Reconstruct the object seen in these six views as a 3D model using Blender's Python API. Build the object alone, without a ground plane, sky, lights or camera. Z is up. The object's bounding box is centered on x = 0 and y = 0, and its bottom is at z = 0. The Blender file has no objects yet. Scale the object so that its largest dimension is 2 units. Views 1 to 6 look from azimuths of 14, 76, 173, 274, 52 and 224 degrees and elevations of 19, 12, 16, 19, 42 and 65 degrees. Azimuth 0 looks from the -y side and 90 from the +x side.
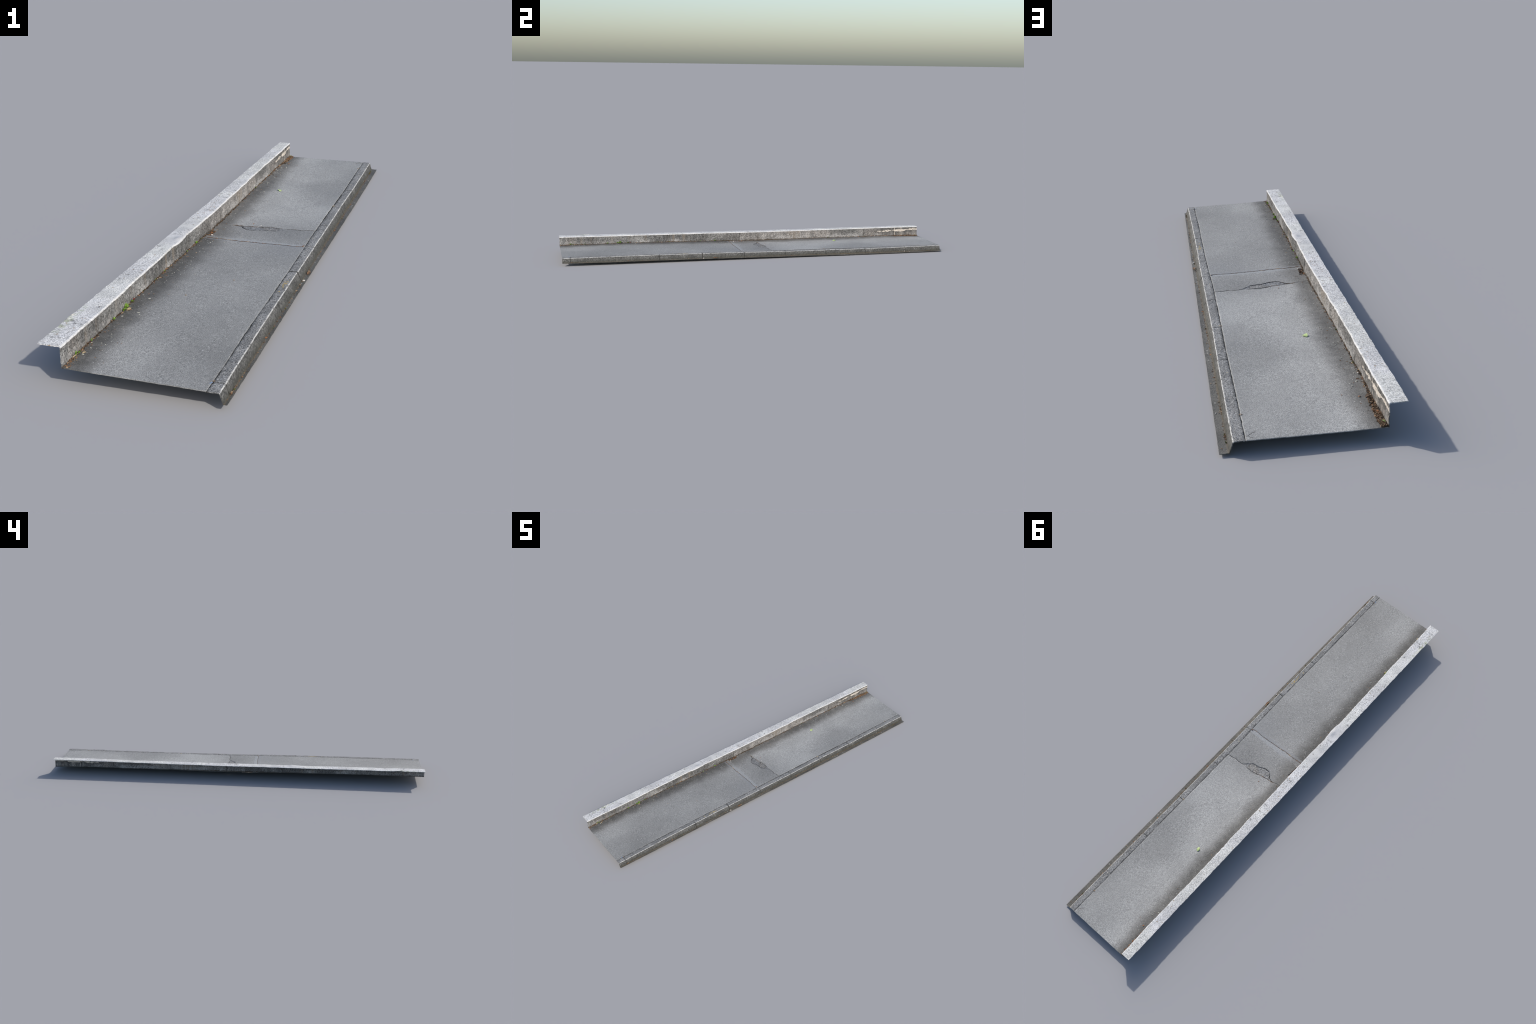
import bpy, math, random
import numpy as np
from mathutils import Vector

rng = np.random.default_rng(11)
random.seed(11)

# ------------------------------------------------------------------ helpers
def lut(ys, vs):
    ys = np.array(ys, float); vs = np.array(vs, float)
    return lambda y: np.interp(y, ys, vs)

class Noise2:
    """tiling value noise on a seeded lattice"""
    def __init__(self, seed):
        self.t = np.random.default_rng(seed).uniform(-1, 1, (256, 256))
    def one(self, x, y):
        xi = np.floor(x).astype(int); yi = np.floor(y).astype(int)
        fx = x - xi; fy = y - yi
        fx = fx*fx*(3-2*fx); fy = fy*fy*(3-2*fy)
        t = self.t
        a = t[xi % 256, yi % 256]; b = t[(xi+1) % 256, yi % 256]
        c = t[xi % 256, (yi+1) % 256]; d = t[(xi+1) % 256, (yi+1) % 256]
        return (a*(1-fx)+b*fx)*(1-fy) + (c*(1-fx)+d*fx)*fy
    def __call__(self, x, y, octaves=3):
        x = np.asarray(x, float); y = np.asarray(y, float)
        x, y = np.broadcast_arrays(x, y)
        s = 0; a = 1.0; k = 1.0
        for _ in range(octaves):
            s = s + a*self.one(x*k+7.3*k, y*k+3.1*k); a *= .5; k *= 2.03
        return s
nz = [Noise2(100+i) for i in range(12)]

def sstep(a, b, x):
    t = np.clip((x-a)/(b-a), 0, 1)
    return t*t*(3-2*t)

# ------------------------------------------------------------------ measured long profiles (functions of y)
Y0, Y1 = -0.998, 0.9985
zB = lut([-1, -.83, -.56, -.43, -.16, .07, .26, .5, .68, .86, 1],
         [.0854, .0836, .0826, .0815, .0806, .0788, .0786, .0788, .0790, .0796, .0790])
xBm = lut([-1, -.93, -.88, -.84, -.76, -.71, -.61, -.56, -.48, -.44, -.40, -.36, -.338, -.312, -.286, -.266, -.237,
           -.21, -.16, -.08, -.016, .06, .10, .20, .26, .31, .365, .40, .51, .60, .617, .65, .73, .80, .83, .854, .926, 1],
          [-.1418, -.1423, -.1436, -.1419, -.1435, -.1424, -.1472, -.1470, -.1475, -.1478, -.1502, -.1508, -.1508, -.1442,
           -.1441, -.1468, -.1512, -.1494, -.1463, -.1466, -.1444, -.1461, -.1467, -.1486, -.1474, -.1500, -.1475, -.1520,
           -.1520, -.1524, -.1540, -.1505, -.1506, -.1502, -.1494, -.1478, -.1516, -.1505])
zC = lut([-1, -.83, -.7, -.6, -.5, -.38, -.2, -.1, 0, .07, .26, .44, .6, .78, .9, 1],
         [.0414, .0416, .0420, .0418, .0406, .0394, .0366, .0338, .0320, .0308, .0316, .0328, .0320, .0324, .0298, .0262])
sag = lut([-1, -.75, -.3, 0, .1, .3, .47, .65, .8, 1], [0, -.0013, 0, .0020, .0026, .0032, .0032, .0026, .0014, 0])
xCl = lambda y: -.1441 - .0043*y
zE = lut([-1, -.83, -.64, -.52, -.3, -.09, .067, .13, .35, .57, .79, 1],
         [.0357, .0361, .0355, .0349, .0337, .0308, .0285, .0282, .0264, .0254, .0266, .0273])
xE = lut([-1, -.9, -.7, -.5, -.3, -.08, .13, .35, .57, .79, 1],
         [.1750, .1722, .1705, .1685, .1675, .1660, .1645, .1625, .1632, .1628, .1612])
xD = lut([-1, -.9, -.7, -.5, -.3, -.1, 0, .25, .5, .75, 1],
         [.1488, .1492, .1460, .1458, .1452, .1416, .1388, .1381, .1387, .1372, .1364])
xF = lut([-1, -.5, 0, .5, 1], [.1822, .1806, .1768, .1735, .1700])
zG = lut([-1, -.8, -.5, -.3, -.1, .1, .25, .5, .72, .9, 1],
         [.0140, .0118, .0110, .0098, .0084, .0058, .0048, .0022, .0018, .0028, .0034])
XA, XG = -.1905, .1888

def xB(y):
    line = -.1463-.0046*np.asarray(y)
    return line + .62*(xBm(y)-line) + .0006*nz[0](y*90, y*0, 3)
def xC(y):
    return xCl(y) + .4*(xBm(y)-(-.1463-.0046*y)) + .0010*nz[1](y*22, 0*y, 3)
def step_up(y):      # asphalt stands a little proud of the kerb in the far half
    return np.interp(y, [-1, -.1, .15, .5, .8, 1], [.0004, .0004, .0014, .0020, .0010, .0004])
def path_z(x, y):
    a = zC(y); b = zE(y) + step_up(y)
    u = np.clip((x-xCl(y))/(xD(y)-xCl(y)), -.1, 1.1)
    uc = np.clip(u, 0, 1)
    z = a*(1-u) + b*u - sag(y)*4*uc*(1-uc)
    z = z + .0004*nz[2](x*9, y*9, 2)
    return z
POCKET = (-.125, -.052)    # broken hollow at the wall foot
def pocket(x, y):
    w = .011 + .005*nz[3](y*40, y*0, 2)
    m = sstep(.014, .008, np.abs(y-POCKET[1])-.018)
    return m*sstep(w+.004, w, x-xCl(y))

# ------------------------------------------------------------------ mesh builders
ROOT = None
def new_obj(name, verts, faces, mats, matidx=None, smooth=True, sharp=38):
    me = bpy.data.meshes.new(name)
    verts = np.asarray(verts, float).copy()
    verts[:, 2] = np.maximum(verts[:, 2], 0.0)
    me.from_pydata(verts.tolist(), [], [tuple(f) for f in faces])
    for m in mats: me.materials.append(m)
    if matidx is not None:
        me.polygons.foreach_set("material_index", np.asarray(matidx, np.int32))
    if smooth:
        me.polygons.foreach_set("use_smooth", np.ones(len(me.polygons), bool))
        me.set_sharp_from_angle(angle=math.radians(sharp))
    me.update()
    ob = bpy.data.objects.new(name, me)
    bpy.context.scene.collection.objects.link(ob)
    ob.parent = ROOT
    return ob

def grid_normals(V):
    dr = np.gradient(V, axis=0); dc = np.gradient(V, axis=1)
    n = np.cross(dc, dr)
    n /= np.linalg.norm(n, axis=2, keepdims=True)+1e-12
    return n

def shell_data(V, t, off=None):
    """closed slab from a R x C grid of points: top sheet, offset under-sheet, four edges"""
    R, C, _ = V.shape
    n = grid_normals(V) if off is None else off
    Bt = V - n*t
    verts = np.concatenate([V.reshape(-1, 3), Bt.reshape(-1, 3)])
    i = np.arange(R*C).reshape(R, C); N = R*C
    a = i[:-1, :-1].ravel(); b = i[:-1, 1:].ravel(); c = i[1:, 1:].ravel(); d = i[1:, :-1].ravel()
    top = np.stack([a, b, c, d], 1)
    bot = np.stack([d, c, b, a], 1)+N
    def side(e):
        e = np.asarray(e); p = e[:-1]; q = e[1:]
        return np.stack([q, p, p+N, q+N], 1)
    s = [side(i[0, :]), side(i[:, -1]), side(i[-1, ::-1]), side(i[::-1, 0])]
    F = np.concatenate([top, bot]+s)
    return verts, F

def shell(name, V, t, mats, off=None, sharp=38, colmat=None):
    v, f = shell_data(V, t, off)
    mi = None
    if colmat is not None:      # one material slot per strip along the profile
        R, C, _ = V.shape
        cm = np.array(colmat); k = np.tile(cm, R-1)
        mi = np.concatenate([k, k, cm, np.full(R-1, cm[-1]), cm[::-1], np.full(R-1, cm[0])])
    return new_obj(name, v, f.tolist(), mats, mi, sharp=sharp)

class Bag:
    """joins many little pieces into one mesh"""
    def __init__(self): self.v = []; self.f = []; self.m = []; self.n = 0
    def add(self, v, f, m=0):
        self.v.append(np.asarray(v, float)); self.f += [tuple(int(k)+self.n for k in q) for q in f]
        self.m += [m]*len(f); self.n += len(v)
    def obj(self, name, mats, sharp=50):
        return new_obj(name, np.concatenate(self.v), self.f, mats, self.m, sharp=sharp)

# ------------------------------------------------------------------ node helpers
class NT:
    def __init__(self, name, rough=.6, spec=.5):
        self.mat = bpy.data.materials.new(name); self.mat.use_nodes = True
        self.t = self.mat.node_tree; self.t.nodes.clear()
        self.out = self.t.nodes.new("ShaderNodeOutputMaterial")
        self.b = self.t.nodes.new("ShaderNodeBsdfPrincipled")
        self.t.links.new(self.b.outputs[0], self.out.inputs[0])
        self.b.inputs["Roughness"].default_value = rough
        self.b.inputs["Specular IOR Level"].default_value = spec
        tc = self.t.nodes.new("ShaderNodeTexCoord"); self.co = tc.outputs["Object"]
        s = self.t.nodes.new("ShaderNodeSeparateXYZ"); self.lk(self.co, s.inputs[0])
        self.x, self.y, self.z = s.outputs
    def lk(self, a, b): self.t.links.new(a, b)
    def put(self, sock, v):
        if isinstance(v, (int, float)): sock.default_value = v
        elif isinstance(v, tuple): sock.default_value = (*v, 1) if len(sock.default_value) == 4 and len(v) == 3 else v
        else: self.lk(v, sock)
    def m(self, op, a, b=0.0, c=0.0, clamp=False):
        n = self.t.nodes.new("ShaderNodeMath"); n.operation = op; n.use_clamp = clamp
        for s, v in zip(n.inputs, (a, b, c)): self.put(s, v)
        return n.outputs[0]
    def add(self, a, b): return self.m("ADD", a, b)
    def sub(self, a, b): return self.m("SUBTRACT", a, b)
    def mul(self, a, b): return self.m("MULTIPLY", a, b)
    def mx(self, a, b): return self.m("MAXIMUM", a, b)
    def scaled(self, sc):
        n = self.t.nodes.new("ShaderNodeMapping"); self.lk(self.co, n.inputs[0]); n.inputs["Scale"].default_value = sc
        return n.outputs[0]
    def noise(self, scale, detail=2.0, rough=.5, sc=None, off=None):
        n = self.t.nodes.new("ShaderNodeTexNoise")
        v = self.co
        if sc or off:
            mp = self.t.nodes.new("ShaderNodeMapping"); self.lk(self.co, mp.inputs[0])
            if sc: mp.inputs["Scale"].default_value = sc
            if off: mp.inputs["Location"].default_value = off
            v = mp.outputs[0]
        self.lk(v, n.inputs["Vector"])
        n.inputs["Scale"].default_value = scale; n.inputs["Detail"].default_value = detail; n.inputs["Roughness"].default_value = rough
        return n.outputs[0]
    def voro(self, scale, sc=None):
        n = self.t.nodes.new("ShaderNodeTexVoronoi")
        self.lk(self.scaled(sc) if sc else self.co, n.inputs["Vector"]); n.inputs["Scale"].default_value = scale
        s = self.t.nodes.new("ShaderNodeSeparateColor"); self.lk(n.outputs["Color"], s.inputs[0])
        return n.outputs["Distance"], s.outputs[0]
    def ramp(self, v, a, b, lo=0.0, hi=1.0, smooth=True):
        n = self.t.nodes.new("ShaderNodeMapRange"); n.interpolation_type = 'SMOOTHSTEP' if smooth else 'LINEAR'
        for k, q in zip((0, 1, 2, 3, 4), (v, a, b, lo, hi)): self.put(n.inputs[k], q)
        return n.outputs[0]
    def box(self, v, lo, hi, soft):
        return self.mul(self.ramp(v, lo-soft, lo+soft), self.ramp(v, hi-soft, hi+soft, 1.0, 0.0))
    def mix(self, f, a, b):
        n = self.t.nodes.new("ShaderNodeMix"); n.data_type = 'RGBA'
        self.put(n.inputs[0], f); self.put(n.inputs[6], a); self.put(n.inputs[7], b)
        return n.outputs[2]
    def tint(self, v, col):
        n = self.t.nodes.new("ShaderNodeVectorMath"); n.operation = 'SCALE'
        n.inputs[0].default_value = col; self.put(n.inputs[3], v)
        return n.outputs[0]
    def scale(self, c, v):
        n = self.t.nodes.new("ShaderNodeVectorMath"); n.operation = 'SCALE'
        self.put(n.inputs[0], c); self.put(n.inputs[3], v)
        return n.outputs[0]
    def done(self, col, bump=None, strength=.3, dist=.001):
        self.put(self.b.inputs["Base Color"], col)
        if bump is not None:
            n = self.t.nodes.new("ShaderNodeBump"); n.inputs["Strength"].default_value = strength; n.inputs["Distance"].default_value = dist
            self.lk(bump, n.inputs["Height"]); self.lk(n.outputs[0], self.b.inputs["Normal"])
        return self.mat

# ------------------------------------------------------------------ materials
def asphalt(name, base, lip=None, blue=0.0, foot_dark=.37):
    k = NT(name, rough=.68, spec=.42)
    fine = k.noise(540, 3, .68)
    mid = k.noise(120, 2)
    cloud = k.noise(5.0, 3, .45, sc=(1, .75, 1))
    big = k.noise(2.6, 1, .5, off=(3, 1.7, 0))
    v = k.mul(base, k.ramp(cloud, .31, .69, .90, 1.11))
    v = k.mul(v, k.ramp(big, .35, .65, .94, 1.06))
    v = k.mul(v, k.ramp(mid, .3, .7, .93, 1.07))
    v = k.mul(v, k.ramp(fine, .30, .70, .50, 1.60))
    # the trodden middle is polished paler than the kerb side
    tr = k.add(k.add(k.x, .055), k.mul(k.sub(k.noise(5, 2, .5, sc=(1, .6, 1), off=(7, 0, 0)), .5), .16))
    v = k.mul(v, k.ramp(k.m("ABSOLUTE", tr), .015, .11, 1.09, .96))
    # broad wear: a bleached stretch beyond the repair, duller ground on the kerb side further on and at the near end
    wob = k.mul(k.sub(k.noise(6, 2, .5, off=(2, 2, 0)), .5), .25)
    yw = k.add(k.y, wob)
    v = k.mul(v, k.add(1.0, k.mul(k.box(yw, .09, .34, .07), .10)))
    v = k.mul(v, k.sub(1.0, k.mul(k.mul(k.box(yw, .38, .62, .08), k.ramp(k.x, -.07, .05)), .05)))
    v = k.mul(v, k.sub(1.0, k.mul(k.mul(k.ramp(yw, -.72, -.90), k.ramp(k.x, -.02, .07)), .12)))
    v = k.mul(v, k.sub(1.0, k.mul(k.box(yw, -.30, -.12, .06), .07)))
    # darker band along the wall foot, fading outward in lobes
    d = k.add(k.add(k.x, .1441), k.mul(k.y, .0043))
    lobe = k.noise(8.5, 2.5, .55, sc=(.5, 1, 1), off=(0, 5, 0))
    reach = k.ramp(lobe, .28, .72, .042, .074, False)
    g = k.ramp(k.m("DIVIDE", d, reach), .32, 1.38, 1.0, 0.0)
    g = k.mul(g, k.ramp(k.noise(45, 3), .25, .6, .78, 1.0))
    v = k.mul(v, k.ramp(g, 0, 1, 1.0, foot_dark, False))
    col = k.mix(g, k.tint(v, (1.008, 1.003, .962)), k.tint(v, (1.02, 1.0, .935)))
    # pale aggregate chips
    dist, rnd = k.voro(170)
    chip = k.mul(k.ramp(dist, .20, .30, 1, 0), k.ramp(rnd, .93, .95))
    col = k.mix(k.mul(chip, .75), col, (.50, .50, .48))
    dist, rnd = k.voro(60)
    chip = k.mul(k.ramp(dist, .10, .15, 1, 0), k.ramp(rnd, .93, .95))
    col = k.mix(k.mul(chip, .8), col, (.36, .35, .31))
    if lip == "north":        # smoothed tar lip on the patch side of the open joint
        edge = k.add(k.y, k.mul(k.sub(k.noise(42, 4, .6), .5), .026))
        w = k.mul(k.ramp(edge, -.080, -.074, 1, 0), k.ramp(k.x, -.10, -.06, .3, 1))
        col = k.mix(k.mul(w, .85), col, k.tint(k.ramp(k.noise(200, 2), .3, .7, .27, .36), (.98, 1, 1.0)))
    if lip == "south":
        edge = k.add(k.y, k.mul(k.sub(k.noise(30, 2), .5), .012))
        w = k.ramp(edge, -.116, -.108)
        col = k.mix(k.mul(w, .5), col, k.tint(k.ramp(k.noise(200, 2), .3, .7, .24, .30), (.98, 1, 1.02)))
        cool = k.mul(k.box(k.y, -.20, -.10, .06), k.ramp(k.x, .0, .1))
        col = k.mix(k.mul(cool, .35), col, k.tint(k.ramp(fine, .3, .7, .14, .27), (.98, 1.0, 1.02)))
    return k.done(col, fine, .22, .0010)

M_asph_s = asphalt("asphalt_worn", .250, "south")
M_asph_m = asphalt("asphalt_patch", .236, "north", foot_dark=.58)
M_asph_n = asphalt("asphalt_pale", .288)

def gutter():
    k = NT("gutter_asphalt", rough=.6)
    fine = k.noise(330, 3, .6)
    v = k.mul(.085, k.ramp(k.noise(14, 3), .3, .7, .75, 1.25))
    v = k.mul(v, k.ramp(fine, .3, .7, .55, 1.5))
    col = k.tint(v, (1.05, 1.0, .86))
    d = k.sub(k.x, k.add(.1766, k.mul(k.y, -.0060)))
    e = k.mul(k.ramp(k.add(d, k.mul(k.sub(k.noise(60, 3), .5), .006)), .0000, .0030, 1, 0), .75)
    col = k.mix(e, col, k.mix(k.noise(90, 3), (.05, .045, .028), (.19, .145, .095)))
    dist, rnd = k.voro(110)
    col = k.mix(k.mul(k.ramp(dist, .2, .3, .8, 0), k.ramp(rnd, .94, .96)), col, (.4, .39, .36))
    return k.done(col, fine, .4, .0012)
M_gutter = gutter()

KJ = [(-.9578, .55), (-.7392, .15), (-.5206, .45), (-.3020, 1.0), (-.0834, .55), (.1352, .3), (.3538, .65), (.5724, .7), (.7910, .0)]
def kerb(part):
    k = NT("granite_kerb_"+part, rough=.72, spec=.35)
    fine = k.noise(330, 3, .7)
    grain = k.noise(480, 2, .6, off=(1, 2, 3))
    cloud = k.noise(16, 3)
    # top: worn grey granite
    top = k.mul(.185, k.ramp(cloud, .3, .7, .78, 1.2))
    top = k.mul(top, k.ramp(fine, .34, .66, .36, 1.95))
    top = k.mul(top, k.ramp(grain, .3, .7, .8, 1.2))
    ctop = k.tint(top, (1.01, 1.0, .965))
    # street face: splash-stained, algae and road dirt lower down
    h = k.sub(k.z, k.add(.0084, k.mul(k.y, -.0055)))
    fv = k.mul(.088, k.ramp(k.noise(22, 3), .3, .7, .75, 1.25))
    fv = k.mul(fv, k.ramp(k.noise(250, 3, .65, sc=(1, 1, .7)), .34, .68, .5, 1.75))
    cface = k.tint(fv, (1.01, .99, .92))
    alg = k.ramp(k.add(h, k.mul(k.sub(k.noise(26, 3), .5), .016)), .001, .016, 1, 0)
    cface = k.mix(k.mul(alg, .75), cface, k.tint(k.ramp(k.noise(140, 3), .3, .7, .032, .075), (1.0, .965, .76)))
    dirt = k.ramp(k.add(h, k.mul(k.sub(k.noise(70, 3), .5), .004)), .0000, .0016, 1, 0)
    cface = k.mix(k.mul(dirt, .6), cface, k.mix(k.noise(90, 2), (.05, .042, .025), (.14, .11, .075)))
    if part == "top": col = ctop
    elif part == "face": col = cface
    else:
        rub = k.ramp(k.add(k.noise(60, 3), k.mul(k.sub(fine, .5), .5)), .30, .52)
        pale = k.tint(k.ramp(fine, .3, .7, .34, .60), (1.0, .99, .95))
        col = k.mix(rub, k.mix(.5, ctop, cface), pale)
    # soot in the butt joints, some packed tight, some pale with mortar
    jm = None
    yy = k.add(k.y, k.mul(k.sub(k.noise(110, 2), .5), .003))
    for yc, st in KJ:
        if st == 0: continue
        q = k.ramp(k.m("ABSOLUTE", k.sub(yy, yc)), .0009, .0026, st, 0)
        jm = q if jm is None else k.mx(jm, q)
    col = k.mix(k.mul(jm, .9), col, (.020, .019, .016))
    mo = k.mul(k.ramp(k.m("ABSOLUTE", k.sub(yy, .7925)), .0012, .0030, 1, 0), k.ramp(k.noise(130, 2), .40, .52))
    col = k.mix(k.mul(mo, .8), col, (.38, .36, .33))
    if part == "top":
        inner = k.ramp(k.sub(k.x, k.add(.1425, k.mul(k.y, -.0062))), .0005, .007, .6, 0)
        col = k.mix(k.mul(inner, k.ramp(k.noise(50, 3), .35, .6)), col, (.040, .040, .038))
        lz = k.mul(k.box(k.y, -.475, -.345, .02), k.box(k.x, .1515, .161, .002))
        lz = k.mul(lz, k.ramp(k.add(k.noise(130, 2), k.mul(k.box(k.y, -.415, -.38, .012), .13)), .57, .62))
        col = k.mix(k.mul(lz, .85), col, (.38, .28, .10))
        dist, rnd = k.voro(75)
        sp = k.mul(k.ramp(dist, .16, .24, 1, 0), k.ramp(rnd, .95, .96))
        col = k.mix(k.mul(sp, .7), col, (.36, .30, .17))
    return k.done(col, fine, .35, .0010)
M_kerb, M_kerb_arris, M_kerb_face = kerb("top"), kerb("arris"), kerb("face")

def coping():
    k = NT("granite_coping", rough=.72, spec=.35)
    fine = k.noise(360, 3, .66)
    grain = k.noise(520, 2, .5, off=(4, 1, 0))
    cloud = k.noise(13, 3)
    scan_smear = k.mul(k.box(k.y, -.36, -.12, .03), k.ramp(k.noise(26, 2), .3, .55))     # smooth pale stretch, copied from smeared scan texture
    v = k.mul(.575, k.ramp(cloud, .3, .7, .86, 1.12))
    sp = k.mul(k.ramp(fine, .30, .64, .48, 1.36), k.ramp(grain, .3, .7, .86, 1.14))
    v = k.mul(v, k.mul(k.add(k.mul(sp, k.sub(1.0, k.mul(scan_smear, .8))), k.mul(scan_smear, .8)), 1.0))
    lil = k.ramp(k.noise(7, 2, off=(0, 9, 0)), .4, .62)
    col = k.mix(lil, k.tint(v, (1.01, 1.0, .945)), k.tint(v, (1.0, .985, .965)))
    dk = k.mul(k.ramp(k.noise(75, 3, .6), .57, .68), k.ramp(k.noise(9, 2, off=(2, 0, 0)), .42, .62, .15, 1))
    col = k.mix(k.mul(dk, .7), col, k.tint(k.ramp(fine, .3, .7, .07, .22), (1.0, .99, .95)))
    # greenish lichen near the south end, outer side
    gr = k.mul(k.box(k.y, -.94, -.80, .04), k.ramp(k.x, -.170, -.184))
    gr = k.mul(gr, k.ramp(k.noise(70, 3), .42, .6))
    col = k.mix(k.mul(gr, .65), col, k.mix(k.noise(200, 1), (.20, .23, .13), (.42, .45, .30)))
    # rusty lichen dots, denser near the middle and at the north end
    dist, rnd = k.voro(115)
    dens = k.add(k.add(.955, k.mul(k.box(k.y, -.13, .24, .06), -.12)), k.mul(k.ramp(k.y, .62, .8), -.06))
    sp2 = k.mul(k.ramp(dist, .22, .34, 1, 0), k.ramp(k.sub(rnd, dens), 0, .015))
    col = k.mix(k.mul(sp2, .75), col, k.mix(k.noise(40, 1), (.22, .13, .05), (.34, .24, .13)))
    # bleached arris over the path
    a = k.sub(k.x, k.add(-.1470, k.mul(k.y, -.0046)))
    ar = k.mul(k.ramp(a, -.005, -.0005), k.ramp(k.noise(28, 3), .3, .6, .3, 1))
    col = k.mix(k.mul(ar, .7), col, k.tint(k.ramp(fine, .3, .7, .60, .78), (1.0, .99, .97)))
    return k.done(col, fine, .14, .0008)
M_coping = coping()

WALL_J = [-.8263, -.0419, .6765, .8609]
def wallface():
    k = NT("granite_wall_face", rough=.75, spec=.3)
    fine = k.noise(340, 3, .7, sc=(1, 1, .66))
    spots = k.noise(210, 3, .6, off=(1, 1, 1), sc=(1, 1, .75))
    streak = k.noise(34, 3, .6, sc=(1, 1, .16))
    cloud = k.noise(9, 3, .5)
    h = k.sub(k.z, k.add(.0345, k.mul(k.y, -.0070)))            # height over the path, about 0 .. .045
    v = k.mul(.158, k.ramp(cloud, .3, .7, .66, 1.30))
    v = k.mul(v, k.ramp(streak, .32, .68, .76, 1.24))
    v = k.mul(v, k.ramp(fine, .34, .66, .36, 1.85))
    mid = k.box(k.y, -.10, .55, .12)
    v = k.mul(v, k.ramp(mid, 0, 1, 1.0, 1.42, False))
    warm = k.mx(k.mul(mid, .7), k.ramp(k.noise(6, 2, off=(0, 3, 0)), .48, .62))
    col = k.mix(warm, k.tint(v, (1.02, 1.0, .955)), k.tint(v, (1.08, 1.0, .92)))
    # black crust in the pores
    pits = k.mul(k.ramp(spots, .53, .62), k.ramp(cloud, .35, .65, 1.0, .35))
    pits = k.mul(pits, k.ramp(mid, 0, 1, 1.0, .5, False))
    col = k.mix(pits, col, (.055, .053, .048))
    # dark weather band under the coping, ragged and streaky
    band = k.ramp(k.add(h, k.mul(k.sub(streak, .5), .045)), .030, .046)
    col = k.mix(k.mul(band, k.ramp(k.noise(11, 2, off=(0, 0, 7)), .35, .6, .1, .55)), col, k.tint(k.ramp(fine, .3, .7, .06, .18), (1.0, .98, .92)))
    # salt bloom and lime wash near the foot
    bl = k.mul(k.ramp(k.add(h, k.mul(k.sub(k.noise(20, 3), .5), .02)), .012, .026, 1, 0), k.ramp(k.noise(7.5, 2, off=(0, 2.2, 0)), .43, .55))
    col = k.mix(k.mul(k.mul(bl, k.ramp(k.noise(150, 3, .65, off=(5, 5, 5)), .36, .56)), k.ramp(k.y, -.66, -.56, .35, .8)), col, k.tint(k.ramp(fine, .3, .7, .34, .52), (1.0, .965, .92)))
    # vertical damp stains
    st = None
    for yc, w, s in [(-.8263, .004, .55), (-.0419, .006, .6), (.060, .007, .55), (-.245, .012, .35), (-.43, .020, .45), (.6765, .0035, .8), (-.2, .006, .4), (-.11, .010, .35)]:
        q = k.m("ABSOLUTE", k.sub(k.add(k.y, k.mul(k.sub(k.noise(45, 2), .5), .008)), yc))
        q = k.ramp(q, w*.3, w, s, 0)
        st = q if st is None else k.mx(st, q)
    brown = k.mul(k.ramp(k.noise(30, 3, .6, sc=(1, 1, .10), off=(0, 7, 0)), .52, .66), k.ramp(k.noise(5, 2, off=(0, 1, 0)), .40, .60))
    col = k.mix(k.mul(brown, .75), col, k.tint(k.ramp(fine, .3, .7, .10, .26), (1.18, 1.0, .80)))
    col = k.mix(st, col, k.tint(k.ramp(fine, .3, .7, .04, .12), (1.06, .98, .88)))
    # north end: sooty stone with the remains of a plaster line and its drips
    north = k.ramp(k.add(k.y, k.mul(k.sub(k.noise(22, 3), .5), .10)), .74, .80)
    col = k.mix(k.mul(north, .70), col, k.tint(k.mul(k.mul(k.ramp(streak, .32, .68, .4, 1.9), k.ramp(cloud, .3, .7, .7, 1.5)), k.ramp(fine, .3, .7, .035, .15)), (1.02, .97, .88)))
    lime = k.mul(north, k.mul(k.ramp(k.noise(90, 3, .6, sc=(1, 1, .3)), .52, .62), k.ramp(h, .022, .006)))
    col = k.mix(k.mul(lime, .7), col, (.36, .31, .27))
    zc = k.add(.0578, k.mul(k.sub(k.y, .7646), .020))
    q = k.sub(k.z, k.add(zc, k.mul(k.sub(k.noise(75, 4, .7), .5), .011)))
    wv = k.ramp(k.noise(24, 2, off=(0, 4, 0)), .35, .62, .0008, .0072)
    line = k.mul(k.ramp(k.m("ABSOLUTE", q), k.mul(wv, .75), wv, 1, 0), k.ramp(k.add(k.y, k.mul(k.sub(k.noise(60, 2), .5), .02)), .755, .763))
    line = k.mul(line, k.ramp(k.noise(130, 3, .65, off=(0, 0, 3)), .36, .44))
    for yc in (.8609, .9023):
        dq = k.m("ABSOLUTE", k.sub(k.add(k.y, k.mul(k.sub(k.noise(60, 2), .5), .003)), yc))
        line = k.mx(line, k.mul(k.mul(k.ramp(dq, .0010, .0022, 1, 0), k.ramp(k.noise(100, 3, .6, off=(0, 3, 3)), .38, .5, .25, 1)), k.ramp(k.z, .030, .034, .3, .9)))
    col = k.mix(k.mul(line, .95), col, k.mix(k.noise(160, 2), (.54, .46, .37), (.78, .72, .64)))
    # soil splash at the foot
    ft = k.ramp(k.add(h, k.mul(k.sub(k.noise(48, 4, .65), .5), .014)), .0000, .0050, .8, 0)
    col = k.mix(ft, col, (.050, .036, .022))
    return k.done(col, k.add(fine, k.mul(spots, .6)), .55, .0018)
M_wall = wallface()

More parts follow.
